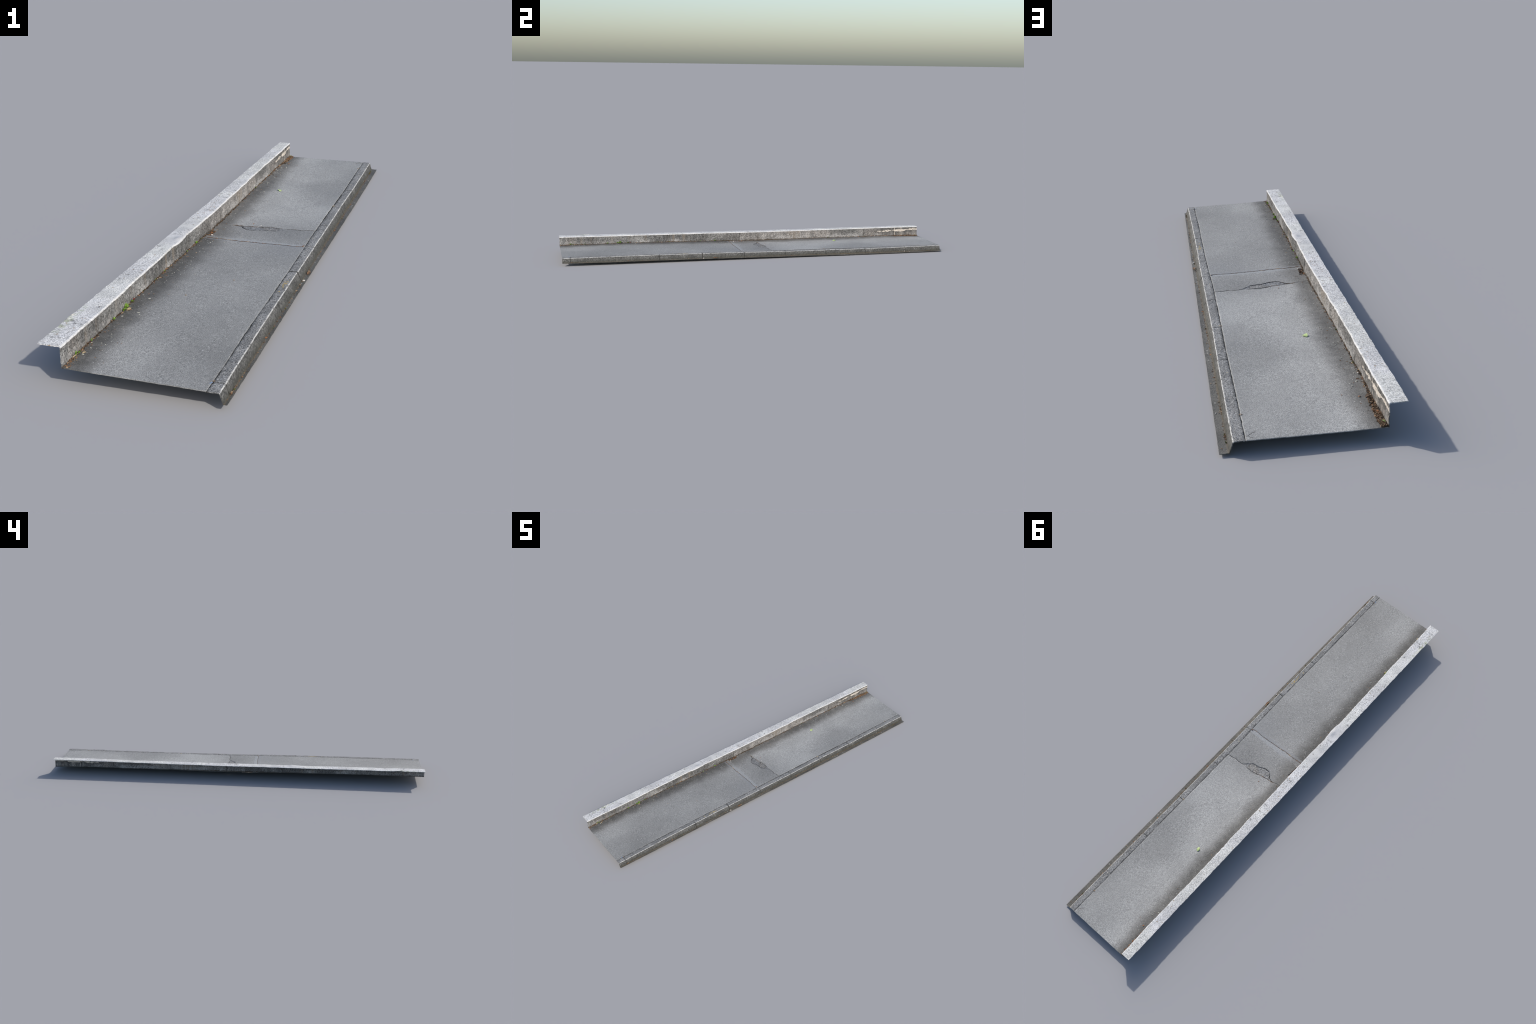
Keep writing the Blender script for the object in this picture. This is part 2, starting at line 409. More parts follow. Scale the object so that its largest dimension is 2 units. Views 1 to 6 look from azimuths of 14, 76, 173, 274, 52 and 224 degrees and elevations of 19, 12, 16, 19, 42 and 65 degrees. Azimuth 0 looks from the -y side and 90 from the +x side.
def plain(name, c1, c2, scale=60, rough=.7, spec=.3, bump=0):
    k = NT(name, rough=rough, spec=spec)
    n = k.noise(scale, 3, .6)
    return k.done(k.mix(k.ramp(n, .3, .7), c1, c2), n if bump else None, bump or .1)
M_soil = plain("damp_soil", (.016, .011, .007), (.085, .055, .033), 160, .85, .2, .6)
M_joint = plain("joint_dirt", (.008, .008, .008), (.030, .026, .022), 140, .9, .1)
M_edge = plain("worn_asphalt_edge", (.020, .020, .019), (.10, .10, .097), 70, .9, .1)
M_crackfill = plain("crack_dirt", (.010, .009, .009), (.040, .028, .020), 110, .9, .1)
M_litter = [plain("leaf_rust", (.13, .070, .036), (.25, .145, .08), 300),
            plain("leaf_brown", (.045, .029, .018), (.135, .085, .052), 300),
            plain("leaf_tan", (.20, .135, .080), (.36, .26, .165), 300),
            plain("leaf_orange", (.24, .10, .045), (.36, .18, .085), 300),
            plain("twig_grey", (.09, .070, .055), (.20, .165, .13), 300)]
M_spot = plain("trodden_gum", (.23, .23, .20), (.36, .36, .32), 300, .6)
M_stone = plain("pale_pebble", (.48, .44, .40), (.68, .65, .62), 200, .6, .4, .3)
M_blue = plain("blue_plastic", (.16, .25, .42), (.24, .34, .52), 200, .4, .5)

def exposed():
    k = NT("loose_aggregate", rough=.6)
    dist, rnd = k.voro(260)
    v = k.mul(k.ramp(rnd, 0, 1, .11, .38, False), k.ramp(dist, .25, .60, 1.0, .6))
    return k.done(k.mix(k.ramp(k.noise(30, 2), .5, .7), k.tint(v, (1.0, 1.0, .98)), k.tint(v, (1.05, 1.0, .92))), dist, -.8, .002)
M_agg = exposed()

def leafmat(name, c1, c2, trans):
    k = NT(name, rough=.45, spec=.4)
    k.done(k.mix(k.ramp(k.noise(220, 2), .3, .7), c1, c2))
    tr = k.t.nodes.new("ShaderNodeBsdfTranslucent"); tr.inputs[0].default_value = (*trans, 1)
    mx = k.t.nodes.new("ShaderNodeMixShader"); mx.inputs[0].default_value = .25
    k.lk(k.b.outputs[0], mx.inputs[1]); k.lk(tr.outputs[0], mx.inputs[2]); k.lk(mx.outputs[0], k.out.inputs[0])
    return k.mat
M_green = leafmat("weed_leaf_green", (.16, .32, .035), (.34, .52, .09), (.25, .5, .05))
M_moss = leafmat("moss_green", (.08, .11, .02), (.17, .20, .045), (.1, .2, .02))
M_lime = leafmat("lime_leaf", (.46, .60, .22), (.62, .72, .34), (.5, .7, .2))
M_red = leafmat("red_leaf", (.22, .03, .025), (.34, .06, .04), (.3, .04, .03))
M_straw = leafmat("straw_leaf", (.50, .38, .22), (.66, .54, .36), (.5, .4, .2))

# ------------------------------------------------------------------ root
ROOT = bpy.data.objects.new("walled_footpath", None)
bpy.context.scene.collection.objects.link(ROOT)
ROOT["label"] = "straight grey asphalt footpath with granite kerb and low wall"
ROOT["category"] = "footpath"

# ------------------------------------------------------------------ asphalt panels
JOINT_Y = lut([-.16, -.1275, -.1025, -.0839, -.0364, -.0177, .0228, .0492, .0872, .1157, .1368, .16],
              [-.1028, -.1021, -.1007, -.0993, -.1007, -.0975, -.0961, -.0938, -.0930, -.0947, -.0917, -.0915])
CRACK_Y = lut([-.16, -.1278, -.1122, -.0956, -.0679, -.0374, -.0122, .0055, .0306, .0492, .0614, .0800, .1016, .1243, .1366, .16],
              [.0345, .0371, .0398, .0451, .0492, .0520, .0610, .0635, .0652, .0631, .0627, .0652, .0637, .0685, .0681, .0690])
HOLE_Y = lut([-.0956, -.0718, -.0648, -.0521, -.0280, -.0074, .0132, .0328, .0481, .0620],
             [.0451, .0387, .0270, .0164, .0154, .0258, .0289, .0330, .0496, .0625])
def joint_y(x): return JOINT_Y(x) + .0007*nz[4](x*160, x*0, 2)
def crack_y(x): return CRACK_Y(x) + .0009*nz[5](x*170, x*0, 3)
def hole_y(x):
    inside = (x > -.0956) & (x < .0620)
    return np.where(inside, np.minimum(HOLE_Y(x)+.0007*nz[6](x*200, x*0, 2), crack_y(x)), crack_y(x))

TH = .0018
def panel(name, ylo, yhi, mat, spacing, nx=176, gap=(0, 0)):
    u = np.linspace(0, 1, nx)
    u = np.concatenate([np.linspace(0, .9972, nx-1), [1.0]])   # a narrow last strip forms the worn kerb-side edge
    mid = .5*(np.mean(ylo(np.linspace(-.12, .12, 9)))+np.mean(yhi(np.linspace(-.12, .12, 9))))
    L = abs(np.mean(yhi(np.linspace(-.12, .12, 9)))-np.mean(ylo(np.linspace(-.12, .12, 9))))
    nr = max(int(L/spacing), 8)
    w = np.linspace(0, 1, nr)
    # nominal x across, then y between the two broken edges
    X0 = -.1455 + u*(.1415+.1455)
    lo = ylo(X0)+gap[0]; hi = yhi(X0)-gap[1]
    Y = lo[None, :]*(1-w[:, None]) + hi[None, :]*w[:, None]
    xl = xC(Y[:, 0])-.0025; xr = xD(Y[:, -1]) - .0003 + .0005*nz[7](Y[:, -1]*60, Y[:, -1]*0, 3)
    X = xl[:, None]*(1-u) + xr[:, None]*u
    Z = path_z(X, Y)
    Z = Z + .00022*nz[8](X*330, Y*330, 2)
    e = X - xr[:, None]
    Z = Z - .0014*sstep(-.0020, 0, e)
    # broken edges sag and roll over
    if gap[0]: Z = Z - .0007*sstep(.0022, 0, Y-lo[None, :])
    if gap[1]: Z = Z - .0007*sstep(.0022, 0, hi[None, :]-Y)
    Z = Z - .0032*pocket(X, Y)
    return shell(name, np.stack([X, Y, Z], 2), TH, [mat, M_edge], colmat=[0]*(nx-2)+[1])

panel("asphalt_panel", lambda x: Y0+0*x+.0004*nz[3](x*80, x*0, 2), joint_y, M_asph_s, .0023, gap=(0, .0005))
panel("asphalt_panel", joint_y, hole_y, M_asph_m, .0011, nx=230, gap=(.0005, .0005))
panel("asphalt_panel", crack_y, lambda x: Y1+0*x-.0004*nz[3](x*80, x*0, 2), M_asph_n, .0023, gap=(.0003, 0))

def ribbon(name, fy, x0, x1, half, depth, mat, n=240):
    xs = np.linspace(x0, x1, n); ys = fy(xs)
    s = np.array([-1, 0, 1.])
    X = np.repeat(xs[:, None], 3, 1); Y = ys[:, None] + half*s[None, :]
    Z = path_z(X, Y)-depth
    V = np.stack([X, Y, Z], 2)[:, ::-1]
    return shell(name, V, .0012, [mat])
def crack_ribbon(name, fy, x0, x1, half, depth, off, seed, n=260):
    """dark strip of varying width laid along the broken edge in place of an open crack"""
    xs = np.linspace(x0, x1, n)
    ys = fy(xs)+off
    dx, dy = np.gradient(xs), np.gradient(ys); L = np.hypot(dx, dy)
    hw = half*np.clip(.85+1.1*nz[seed](xs*120, xs*0, 3), .08, 2.2)*np.clip(np.minimum(xs-x0, x1-xs)/.006, .15, 1)
    s_ = np.array([-1, 0, 1.])
    X = xs[:, None]-(dy/L*hw)[:, None]*s_; Y = ys[:, None]+(dx/L*hw)[:, None]*s_
    Z = path_z(X, Y)-depth
    shell(name, np.stack([X, Y, Z], 2)[:, ::-1], .0008, [M_crackfill])
ribbon("joint_filling", joint_y, -.140, .137, .0028, .0009, M_crackfill)
ribbon("crack_filling", crack_y, -.140, .137, .0026, .0010, M_crackfill)
crack_ribbon("crack_strip", hole_y, -.0945, .0610, .0007, .0002, .0004, 4)
crack_ribbon("crack_strip", crack_y, -.0950, .0400, .00042, -.00012, -.0006, 6)
crack_ribbon("crack_strip", crack_y, .0560, .1350, .00032, -.00012, .0002, 5)
crack_ribbon("crack_strip", joint_y, -.1350, .1365, .0003, -.00012, 0, 3)
crack_ribbon("crack_strip", lambda x: .962+.95*(x-.112)+.0016*nz[6](x*300, x*0, 2), .112, .1345, .00032, -.00025, 0, 4, 60)
crack_ribbon("crack_strip", lambda x: .992-.75*(x-.116)+.0016*nz[7](x*300, x*0, 2), .116, .1340, .00028, -.00025, 0, 5, 60)
crack_ribbon("crack_strip", lambda x: crack_y(x)+.0035+.002*nz[8](x*140, x*0, 2), -.020, .018, .0003, -.00025, 0, 6, 80)
xs = np.linspace(-.0956, .0620, 110); w = np.linspace(0, 1, 44)
lo = hole_y(xs)-.0015; hi = crack_y(xs)+.0010
Y = lo[None]*(1-w[:, None])+hi[None]*w[:, None]; X = np.repeat(xs[None], 44, 0)
Z = path_z(X, Y)-.0012+.0008*w[:, None]**2+.0005*nz[9](X*210, Y*210, 3)
shell("exposed_aggregate", np.stack([X, Y, Z], 2), .0012, [M_agg])

# ------------------------------------------------------------------ granite kerb stones
JY = [.1348+.2186*k for k in range(-5, 4)]
ends = [Y0]+[j for j in JY if Y0 < j < Y1]+[Y1]
def kerb_profile(y, dx, dz):
    d, e, f = xD(y)+.0001, xE(y)+dx, xF(y)
    zt, zb = zE(y)+dz, np.maximum(zG(y)-.0010, .0014)
    cols = [(d, zt-.0018), (d+.0003, zt-.0005), (d+.0012, zt-.0001)]
    cols += [(d+.0015+(e-.0030-d-.0015)*t, zt+0*y) for t in np.linspace(0, 1, 16)[1:]]
    for a in (15, 32, 50, 68):
        r = .0030
        cols.append((e-.0030+r*1.05*np.sin(np.radians(a)), zt-r*(1-np.cos(np.radians(a)))))
    x5, z5 = e+.0002, zt-.0024
    cols += [(x5+(f-x5)*t, z5+(zb-z5)*t) for t in np.linspace(0, 1, 13)[1:]]
    return np.stack([np.stack([c[0]+0*y, c[1]+0*y], -1) for c in cols], 1)
for i, (a, b) in enumerate(zip(ends[:-1], ends[1:])):
    ga = .0 if i == 0 else .0004; gb = .0 if i == len(ends)-2 else .0004
    n = max(int((b-a)/.0018), 12)
    y = np.linspace(a+ga, b-gb, n)
    P = kerb_profile(y, rng.uniform(-.0005, .0005), rng.uniform(-.0003, .0003))
    V = np.stack([P[..., 0], np.repeat(y[:, None], P.shape[1], 1), P[..., 1]], 2)
    N = grid_normals(V)
    cc = np.arange(P.shape[1])[None, :]
    amp = .00035*nz[9](V[..., 1]*260, cc*.55+i*9, 3) + .0005*nz[10](V[..., 1]*45, cc*.16+i*5, 2)
    dE = np.minimum((y-a) if i else 1e9+0*y, (b-y) if i < len(ends)-2 else 1e9+0*y)[:, None]
    js = lambda q: .25+.75*min(KJ, key=lambda e_: abs(e_[0]-q))[1]
    mean_s = np.where((y-a) < (b-y), js(a), js(b))[:, None]
    amp = amp - .0012*mean_s*sstep(.0022, .0002, dE + .0006*nz[11](cc*.5+0*dE, i*7.0+0*cc, 2))
    amp[:, -1] *= .2
    amp[:, 0] *= .2
    shell("kerb_stone", V+N*amp[..., None], .0020, [M_kerb, M_kerb_arris, M_kerb_face], off=N, colmat=[0]*18+[1]*3+[2]*(P.shape[1]-22))
# dirt packed in the kerb joints and along its back
bag = Bag()
for j in ends[1:-1]:
    y = np.linspace(j-.0022, j+.0022, 4); P = kerb_profile(y, 0, -.0014)
    P[..., 0] -= np.where(P[..., 0] > xE(j)-.002, .0012, 0)
    V = np.stack([P[..., 0], np.repeat(y[:, None], P.shape[1], 1), P[..., 1]], 2)
    bag.add(*shell_data(V, .0012))
y = np.linspace(Y0+.001, Y1-.001, 400)
Xk = xD(y)[:, None]+np.array([-.0035, 0, .0035])[None]
V = np.stack([Xk, np.repeat(y[:, None], 3, 1), (np.minimum(zE(y), path_z(xD(y), y))-.0017)[:, None]+0*Xk], 2)
bag.add(*shell_data(V, .0010))
bag.obj("joint_packing", [M_joint])

# ------------------------------------------------------------------ gutter strip
y = np.linspace(Y0, Y1, 700); t = np.linspace(0, 1, 10)
X = (xF(y)-.0012)[:, None]*(1-t)+XG*t+0*y[:, None]
Yg = np.repeat(y[:, None], 10, 1)
Z = np.maximum(zG(y)[:, None]+.0006*(1-t)**3+.00025*nz[8](X*260, Yg*260, 2), .0011)
X[:, -1] += .0004*nz[3](y*70, 0*y, 3)
shell("gutter_strip", np.stack([X, Yg, Z], 2), .0014, [M_gutter])

# ------------------------------------------------------------------ wall: coping and wall blocks
y = np.linspace(Y0, Y1, 1150)
y = y.copy()
def knob(x, yy):     # raised lumps on the coping
    return (.0030*np.exp(-((yy+.285)/.022)**2-((x+.155)/.010)**2)
            + .0012*np.exp(-((yy+.22)/.05)**2-((x+.165)/.012)**2)
            + .0022*np.exp(-((yy+.862)/.016)**2-((x+.1905)/.006)**2)
            + .0015*np.exp(-((yy+.84)/.007)**2-((x+.1905)/.004)**2))
tt = np.linspace(0, 1, 26)
R = .0026
b = xB(y)
xa = XA + .0008*nz[10](y*60, 0*y, 3) + .0010*np.clip(nz[3](y*38, 0*y+4, 2)-.55, 0, 1) + .0008*sstep(-.95, -1, y)*nz[11](y*300, 0*y, 2)
cols = [(xa+(b-R-xa)*t, zB(y)) for t in tt]
for a in (14, 30, 46, 62, 78):
    cols.append((b-R+R*np.sin(np.radians(a)), zB(y)-R*(1-np.cos(np.radians(a)))))
cols.append((b+.0001, zB(y)-R-.0012))
X = np.stack([c[0] for c in cols], 1); Z = np.stack([c[1] for c in cols], 1); Yc = np.repeat(y[:, None], len(cols), 1)
ci = np.arange(len(cols))[None]
top = np.clip((len(cols)-ci)/4, 0, 1)
smoothpatch = 1-.6*sstep(.14, .10, np.abs(Yc+.24))
Z = Z + (.0003*nz[8](X*190, Yc*190, 3)*smoothpatch + .0004*nz[2](X*28, Yc*28, 3))*top + knob(X, Yc)*np.clip(top, .25, 1)
X[:, 26:] += .0004*nz[9](Yc[:, 26:]*160, ci[:, 26:]*.3, 2)
# the cut ends are slightly ragged
Yc[0] += .0012*np.clip(nz[4](X[0]*220, 0*X[0], 2), -.2, 1); Yc[-1] -= .0006*np.clip(nz[4](X[0]*220, 9+0*X[0], 2), 0, 1)
cop_x = X[:, -1].copy(); cop_z = Z[:, -1].copy()
shell("coping", np.stack([X, Yc, Z], 2), .0020, [M_coping], sharp=50)

wends = [Y0]+WALL_J+[Y1]
for i, (a, c) in enumerate(zip(wends[:-1], wends[1:])):
    ga = 0 if i == 0 else .0001; gb = 0 if i == len(wends)-2 else .0001
    n = int((c-a)/.0018)
    yy = np.linspace(a+ga, c-gb, n)
    t = np.linspace(0, 1, 30)
    xt = np.interp(yy, y, cop_x)-.0002; zt = np.interp(yy, y, cop_z)+.0004
    zb = zC(yy)-.0006
    xb = xC(yy)
    bl = t**.8
    Xw = xt[:, None]*(1-bl)+xb[:, None]*bl
    Zw = zt[:, None]*(1-t)+zb[:, None]*t
    Yw = np.repeat(yy[:, None], 30, 1)
    fade = np.sin(np.pi*np.clip(t, 0.02, .98))**.5
    rel = .0007*nz[8](Yw*170, Zw*150, 3)+.0011*nz[7](Yw*26, Zw*30+i*3, 3)
    dE = np.minimum((yy-a) if i else 1e9+0*yy, (c-yy) if i < len(wends)-2 else 1e9+0*yy)[:, None]
    rel = rel*fade - .0011*sstep(.0025, .0003, dE + .0008*nz[9](Zw*90, Zw*0+i, 2))*fade
    Xw = Xw + rel
    V = np.stack([Xw, Yw, Zw], 2)[:, :]
    shell("wall_block", V, .0018, [M_wall], off=np.broadcast_to(np.array([1., 0, 0]), V.shape))

# ------------------------------------------------------------------ soil along the wall foot
y = np.linspace(Y0, Y1, 900)
pile = sstep(.80, .90, y)
pk = sstep(.034, .018, np.abs(y-POCKET[1]))
wd = np.clip(.0030+.0022*nz[5](y*45, 0*y, 3), .0010, .01) + .0080*pile*(1+.35*nz[6](y*40, 0*y, 2)) + .0085*pk
hh = np.clip(.0012+.0009*nz[6](y*60, 0*y, 3), .0004, .003) + .0022*pile
t = np.linspace(0, 1, 9)
X = (xC(y)-.0012)[:, None]+(wd+.0012)[:, None]*t
Ys = np.repeat(y[:, None], 9, 1)
Z = path_z(X, Ys)-.0032*pocket(X, Ys)+hh[:, None]*(1-t)**1.2-.0004*t + .0006*nz[9](X*260, Ys*260, 3)
shell("wall_foot_soil", np.stack([X, Ys, Z], 2), .0014, [M_soil])["kind"] = "stuff"

# ------------------------------------------------------------------ leaf litter, weeds, pebbles
def leaf_geo(L, W, curl=.3, fold=.25, n=6, tip=1.0):
    """one leaf blade lying along +x, base at the origin, with real thickness"""
    u = np.linspace(0, 1, n); s = np.linspace(-1, 1, 5)
    wid = W*.5*np.clip(np.sin(np.pi*np.clip(u*.94+.04, 0, 1))**.8, .06, 1)
    X = np.repeat((u*L)[:, None], 5, 1); Y = wid[:, None]*s[None]
    Z = curl*L*(u*(1-u))[:, None]*1.2 + fold*np.abs(Y)
    return shell_data(np.stack([X, Y, Z], 2)[:, ::-1]*1.0, .00028)
def place(v, pos, yaw, pitch=0.0, roll=0.0, s=1.0):
    from mathutils import Euler
    M = np.array(Euler((roll, -pitch, yaw)).to_matrix())
    return (v*s) @ M.T + np.array(pos)

bag = Bag()
def scatter_litter(n, fy, fx, size, mats, zlift=.0006, wild=.5):
    for _ in range(n):
        yy = fy(); xx = fx(yy)
        L = size*rng.lognormal(0, .35)
        kind = rng.choice(len(M_litter), p=mats)
        W = L*(rng.uniform(.35, .8) if kind != 4 else .16)
        v, f = leaf_geo(L, W, rng.uniform(-.4, .7), rng.uniform(-.5, .6), n=4)
        v = v-np.array([L/2, 0, 0])
        z = float(path_z(np.array(xx), np.array(yy)))-.0032*float(pocket(np.array(xx), np.array(yy)))
        d = xx-float(xC(np.array(yy)))
        z += max(0, .0022*(1-d/.005)) + zlift*rng.uniform(.4, 1.6)
        bag.add(place(v, (xx, yy, z), rng.uniform(0, 6.28), rng.normal(0, wild*.6), rng.normal(0, wild)), f, int(kind))
U = rng.uniform
near = lambda yy: float(xC(np.array(yy)))+abs(rng.normal(0, .0022))+.0008
scatter_litter(480, lambda: U(Y0+.004, Y1-.004), near, .0029, [.16, .40, .22, .02, .20])
# patchy gatherings
for yc, sd, n in [(-.97, .018, 46), (-.90, .02, 24), (-.87, .02, 26), (-.66, .02, 18), (-.45, .03, 26), (-.35, .04, 40), (-.2, .03, 20), (.56, .03, 22), (.70, .03, 26), (.78, .03, 30)]:
    scatter_litter(n, lambda: float(np.clip(rng.normal(yc, sd), Y0+.004, Y1-.004)), lambda q: float(xC(np.array(q)))+abs(rng.normal(0, .0045))+.001, .0036, [.20, .36, .25, .03, .16])
# drift at the north end, packed in the corner
def drift_y(): return float(np.clip(1-abs(rng.normal(0, .075)), .80, Y1-.003))
for _ in range(1):
    for q in range(520):
        yy = drift_y(); wloc = .0105*float(sstep(.79, .90, np.array(yy)))+.003
        r = U(0, 1)**.8
        xx = float(xC(np.array(yy)))+.001+wloc*r
        L = .0038*rng.lognormal(0, .4); kind = rng.choice(5, p=[.22, .24, .32, .04, .18])
        v, f = leaf_geo(L, L*(U(.4, .8) if kind != 4 else .15), U(-.4, .8), U(-.5, .6), n=4)
        z = float(path_z(np.array(xx), np.array(yy)))+.0026*(1-r)**1.1*float(sstep(.79, .90, np.array(yy)))+U(.0003, .0016)
        bag.add(place(v-np.array([L/2, 0, 0]), (xx, yy, z), U(0, 6.28), rng.normal(0, .4), rng.normal(0, .5)), f, int(kind))
# pocket at the broken patch corner
scatter_litter(70, lambda: float(rng.normal(-.058, .016)), lambda q: float(xC(np.array(q)))+U(.002, .015), .0042, [.34, .34, .16, .06, .10])
# fragments caught in the open joint, and stray crumbs over the path
for _ in range(95):
    xx = U(-.13, .135) if U(0, 1) < .5 else rng.normal(-.06, .035)
    xx = float(np.clip(xx, -.135, .136)); yy = float(joint_y(np.array(xx)))
    L = .0042*rng.lognormal(0, .4); kind = rng.choice(5, p=[.42, .26, .2, .12, 0])
    v, f = leaf_geo(L, min(L*.4, .0017), U(-.1, .3), U(-.2, .3), n=4)
    bag.add(place(v-np.array([L/2, 0, 0]), (xx, yy, float(path_z(np.array(xx), np.array(yy)))+.0003), rng.normal(-.05, .12), 0, rng.normal(0, .2)), f, int(kind))
for _ in range(26):
    xx = U(-.10, -.03); yy = float(crack_y(np.array(xx)))
    L = .0032*rng.lognormal(0, .4)
    v, f = leaf_geo(L, L*.4, U(-.1, .3), U(-.2, .3), n=4)
    bag.add(place(v-np.array([L/2, 0, 0]), (xx, yy, float(path_z(np.array(xx), np.array(yy)))+.0002), rng.normal(.4, .3), 0, 0), f, int(rng.choice([0, 1, 2])))
for _ in range(110):
    yy = U(-.97, .97); xx = float(xCl(yy))+abs(rng.normal(0, .03))+.006
    if xx > .13: continue
    L = .0026*rng.lognormal(0, .35)
    v, f = leaf_geo(L, L*U(.4, .8), U(0, .5), U(-.2, .4), n=4)
    bag.add(place(v, (xx, yy, float(path_z(np.array(xx), np.array(yy)))+.0003), U(0, 6.28)), f, int(rng.choice(5, p=[.25, .15, .35, .15, .1])))
# grit and leaf crumbs in the gutter
for _ in range(210):
    yy = U(-.98, .98); xx = float(xF(yy))+abs(rng.normal(0, .0014))+.0003
    if rng.random() < .12: xx = U(float(xF(yy)), XG-.002)
    L = .0026*rng.lognormal(0, .4)
    v, f = leaf_geo(L, L*U(.4, .9), U(0, .6), U(-.2, .5), n=4)
    bag.add(place(v-np.array([L/2, 0, 0]), (xx, yy, max(float(zG(yy)), .0012)+.0009), U(0, 6.28)), f, int(rng.choice(5, p=[.22, .2, .38, .05, .15])))
for yc, n in [(.93, 16), (.80, 12), (-.93, 14), (-.95, 10)]:
    for _ in range(n):
        yy = float(np.clip(rng.normal(yc, .010), -.99, .99)); xx = float(xF(yy))+abs(rng.normal(0, .002))
        L = .0036*rng.lognormal(0, .3)
        v, f = leaf_geo(L, L*U(.4, .8), U(0, .6), U(-.2, .5), n=4)
        bag.add(place(v-np.array([L/2, 0, 0]), (xx, yy, max(float(zG(yy)), .0012)+U(.0006, .002)), U(0, 6.28), rng.normal(0, .3)), f, int(rng.choice(5, p=[.3, .35, .2, .05, .1])))
# crumbs on the coping
for _ in range(46):
    yy = U(-.97, .97) if U(0, 1) < .5 else rng.normal(.03, .12); xx = U(-.187, -.153)
    L = .0026*rng.lognormal(0, .3)
    v, f = leaf_geo(L, L*U(.5, .9), U(0, .5), U(-.2, .4), n=4)
    bag.add(place(v, (xx, yy, float(zB(yy))+.0006), U(0, 6.28)), f, int(rng.choice(5, p=[.3, .3, .25, .15, 0])))
bag.obj("leaf_litter", M_litter)["kind"] = "stuff"

# single leaves that read on their own
def single_leaf(name, mat, pos, L, W, yaw, pitch=.1, roll=.1, curl=.35, fold=.2):
    v, f = leaf_geo(L, W, curl, fold, n=9)
    v[:, 1] += W*.07*np.sin(v[:, 0]*900)*np.sign(v[:, 1])*(np.abs(v[:, 1]) > W*.12)
    v = v-np.array([L/2, 0, 0])
    return new_obj(name, place(v, pos, yaw, pitch, roll), f.tolist(), [mat], sharp=60)
def pz(x, y): return float(path_z(np.array(x), np.array(y)))
single_leaf("fallen_leaf", M_lime, (-.0645, .4747, pz(-.0645, .4747)+.0012), .0190, .0125, 1.9, .05, .25, .25, .25)
single_leaf("fallen_leaf", M_straw, (-.1290, -.690, pz(-.129, -.69)+.002), .0125, .0075, .5, .5, .3)
single_leaf("fallen_leaf", M_litter[2], (-.1345, -.712, pz(-.1345, -.712)+.002), .0085, .0035, 1.3, .2, .2)
single_leaf("fallen_leaf", M_litter[3], (-.1205, .8566, pz(-.12, .8566)+.001), .0080, .0040, .6)
single_leaf("fallen_leaf", M_litter[3], (-.1405, .935, pz(-.1405, .935)+.0040), .0110, .0065, 1.4, .2, -.3)
single_leaf("fallen_leaf", M_litter[0], (-.1420, .945, pz(-.142, .945)+.0044), .0100, .0060, .4, .2, -.3)
single_leaf("fallen_leaf", M_litter[0], (.1838, -.2400, float(zG(-.24))+.0022), .0200, .0085, 1.45, .0, .1, .15, .3)
single_leaf("fallen_leaf", M_litter[2], (.1828, -.2290, float(zG(-.23))+.0022), .0130, .0065, 1.8, .1, -.1, .2, .3)
single_leaf("fallen_leaf", M_straw, (-.128, -.925, pz(-.128, -.925)+.001), .0090, .0045, .9)
single_leaf("fallen_leaf", M_straw, (-.1375, -.947, pz(-.1375, -.947)+.002), .0110, .0032, 1.2, .2)
single_leaf("fallen_leaf", M_litter[2], (.1352, .8840, pz(.1352, .884)+.0006), .0080, .0036, .2)
single_leaf("fallen_leaf", M_straw, (.1400, .3500, float(zE(.35))+.0018), .0090, .0040, .3)
single_leaf("fallen_leaf", M_litter[2], (.1500, -.9570, float(zE(-.957))+.0012), .0060, .0034, .2)
single_leaf("fallen_leaf", M_straw, (-.0700, -.1010, pz(-.07, -.101)+.0004), .0150, .0022, -.05, 0, 0, .05, .1)
single_leaf("fallen_leaf", M_straw, (-.0180, -.0978, pz(-.018, -.0978)+.0004), .0070, .0018, -.05, 0, 0, .05, .1)
single_leaf("fallen_leaf", M_litter[0], (.1370, -.0880, pz(.137, -.088)+.0006), .0090, .0042, .9)
single_leaf("fallen_leaf", M_litter[3], (-.0482, .0790, pz(-.0482, .079)+.0005), .0070, .0022, 1.2)
single_leaf("fallen_leaf", M_litter[3], (.1818, -.678, float(zG(-.678))+.002), .0060, .0048, 1.2)
single_leaf("fallen_leaf", M_litter[2], (.0350, -.420, pz(.035, -.42)+.0005), .0045, .0030, 1.2)
single_leaf("fallen_leaf", M_litter[2], (-.0410, -.560, pz(-.041, -.56)+.0005), .0045, .0030, .2)

# blue scrap by the kerb
v, f = leaf_geo(.0105, .0022, .05, .1, n=5)
new_obj("plastic_scrap", place(v-np.array([.005, 0, 0]), (.1468, -.9645, pz(.1468, -.9645)+.0007), 1.25), f.tolist(), [M_blue])

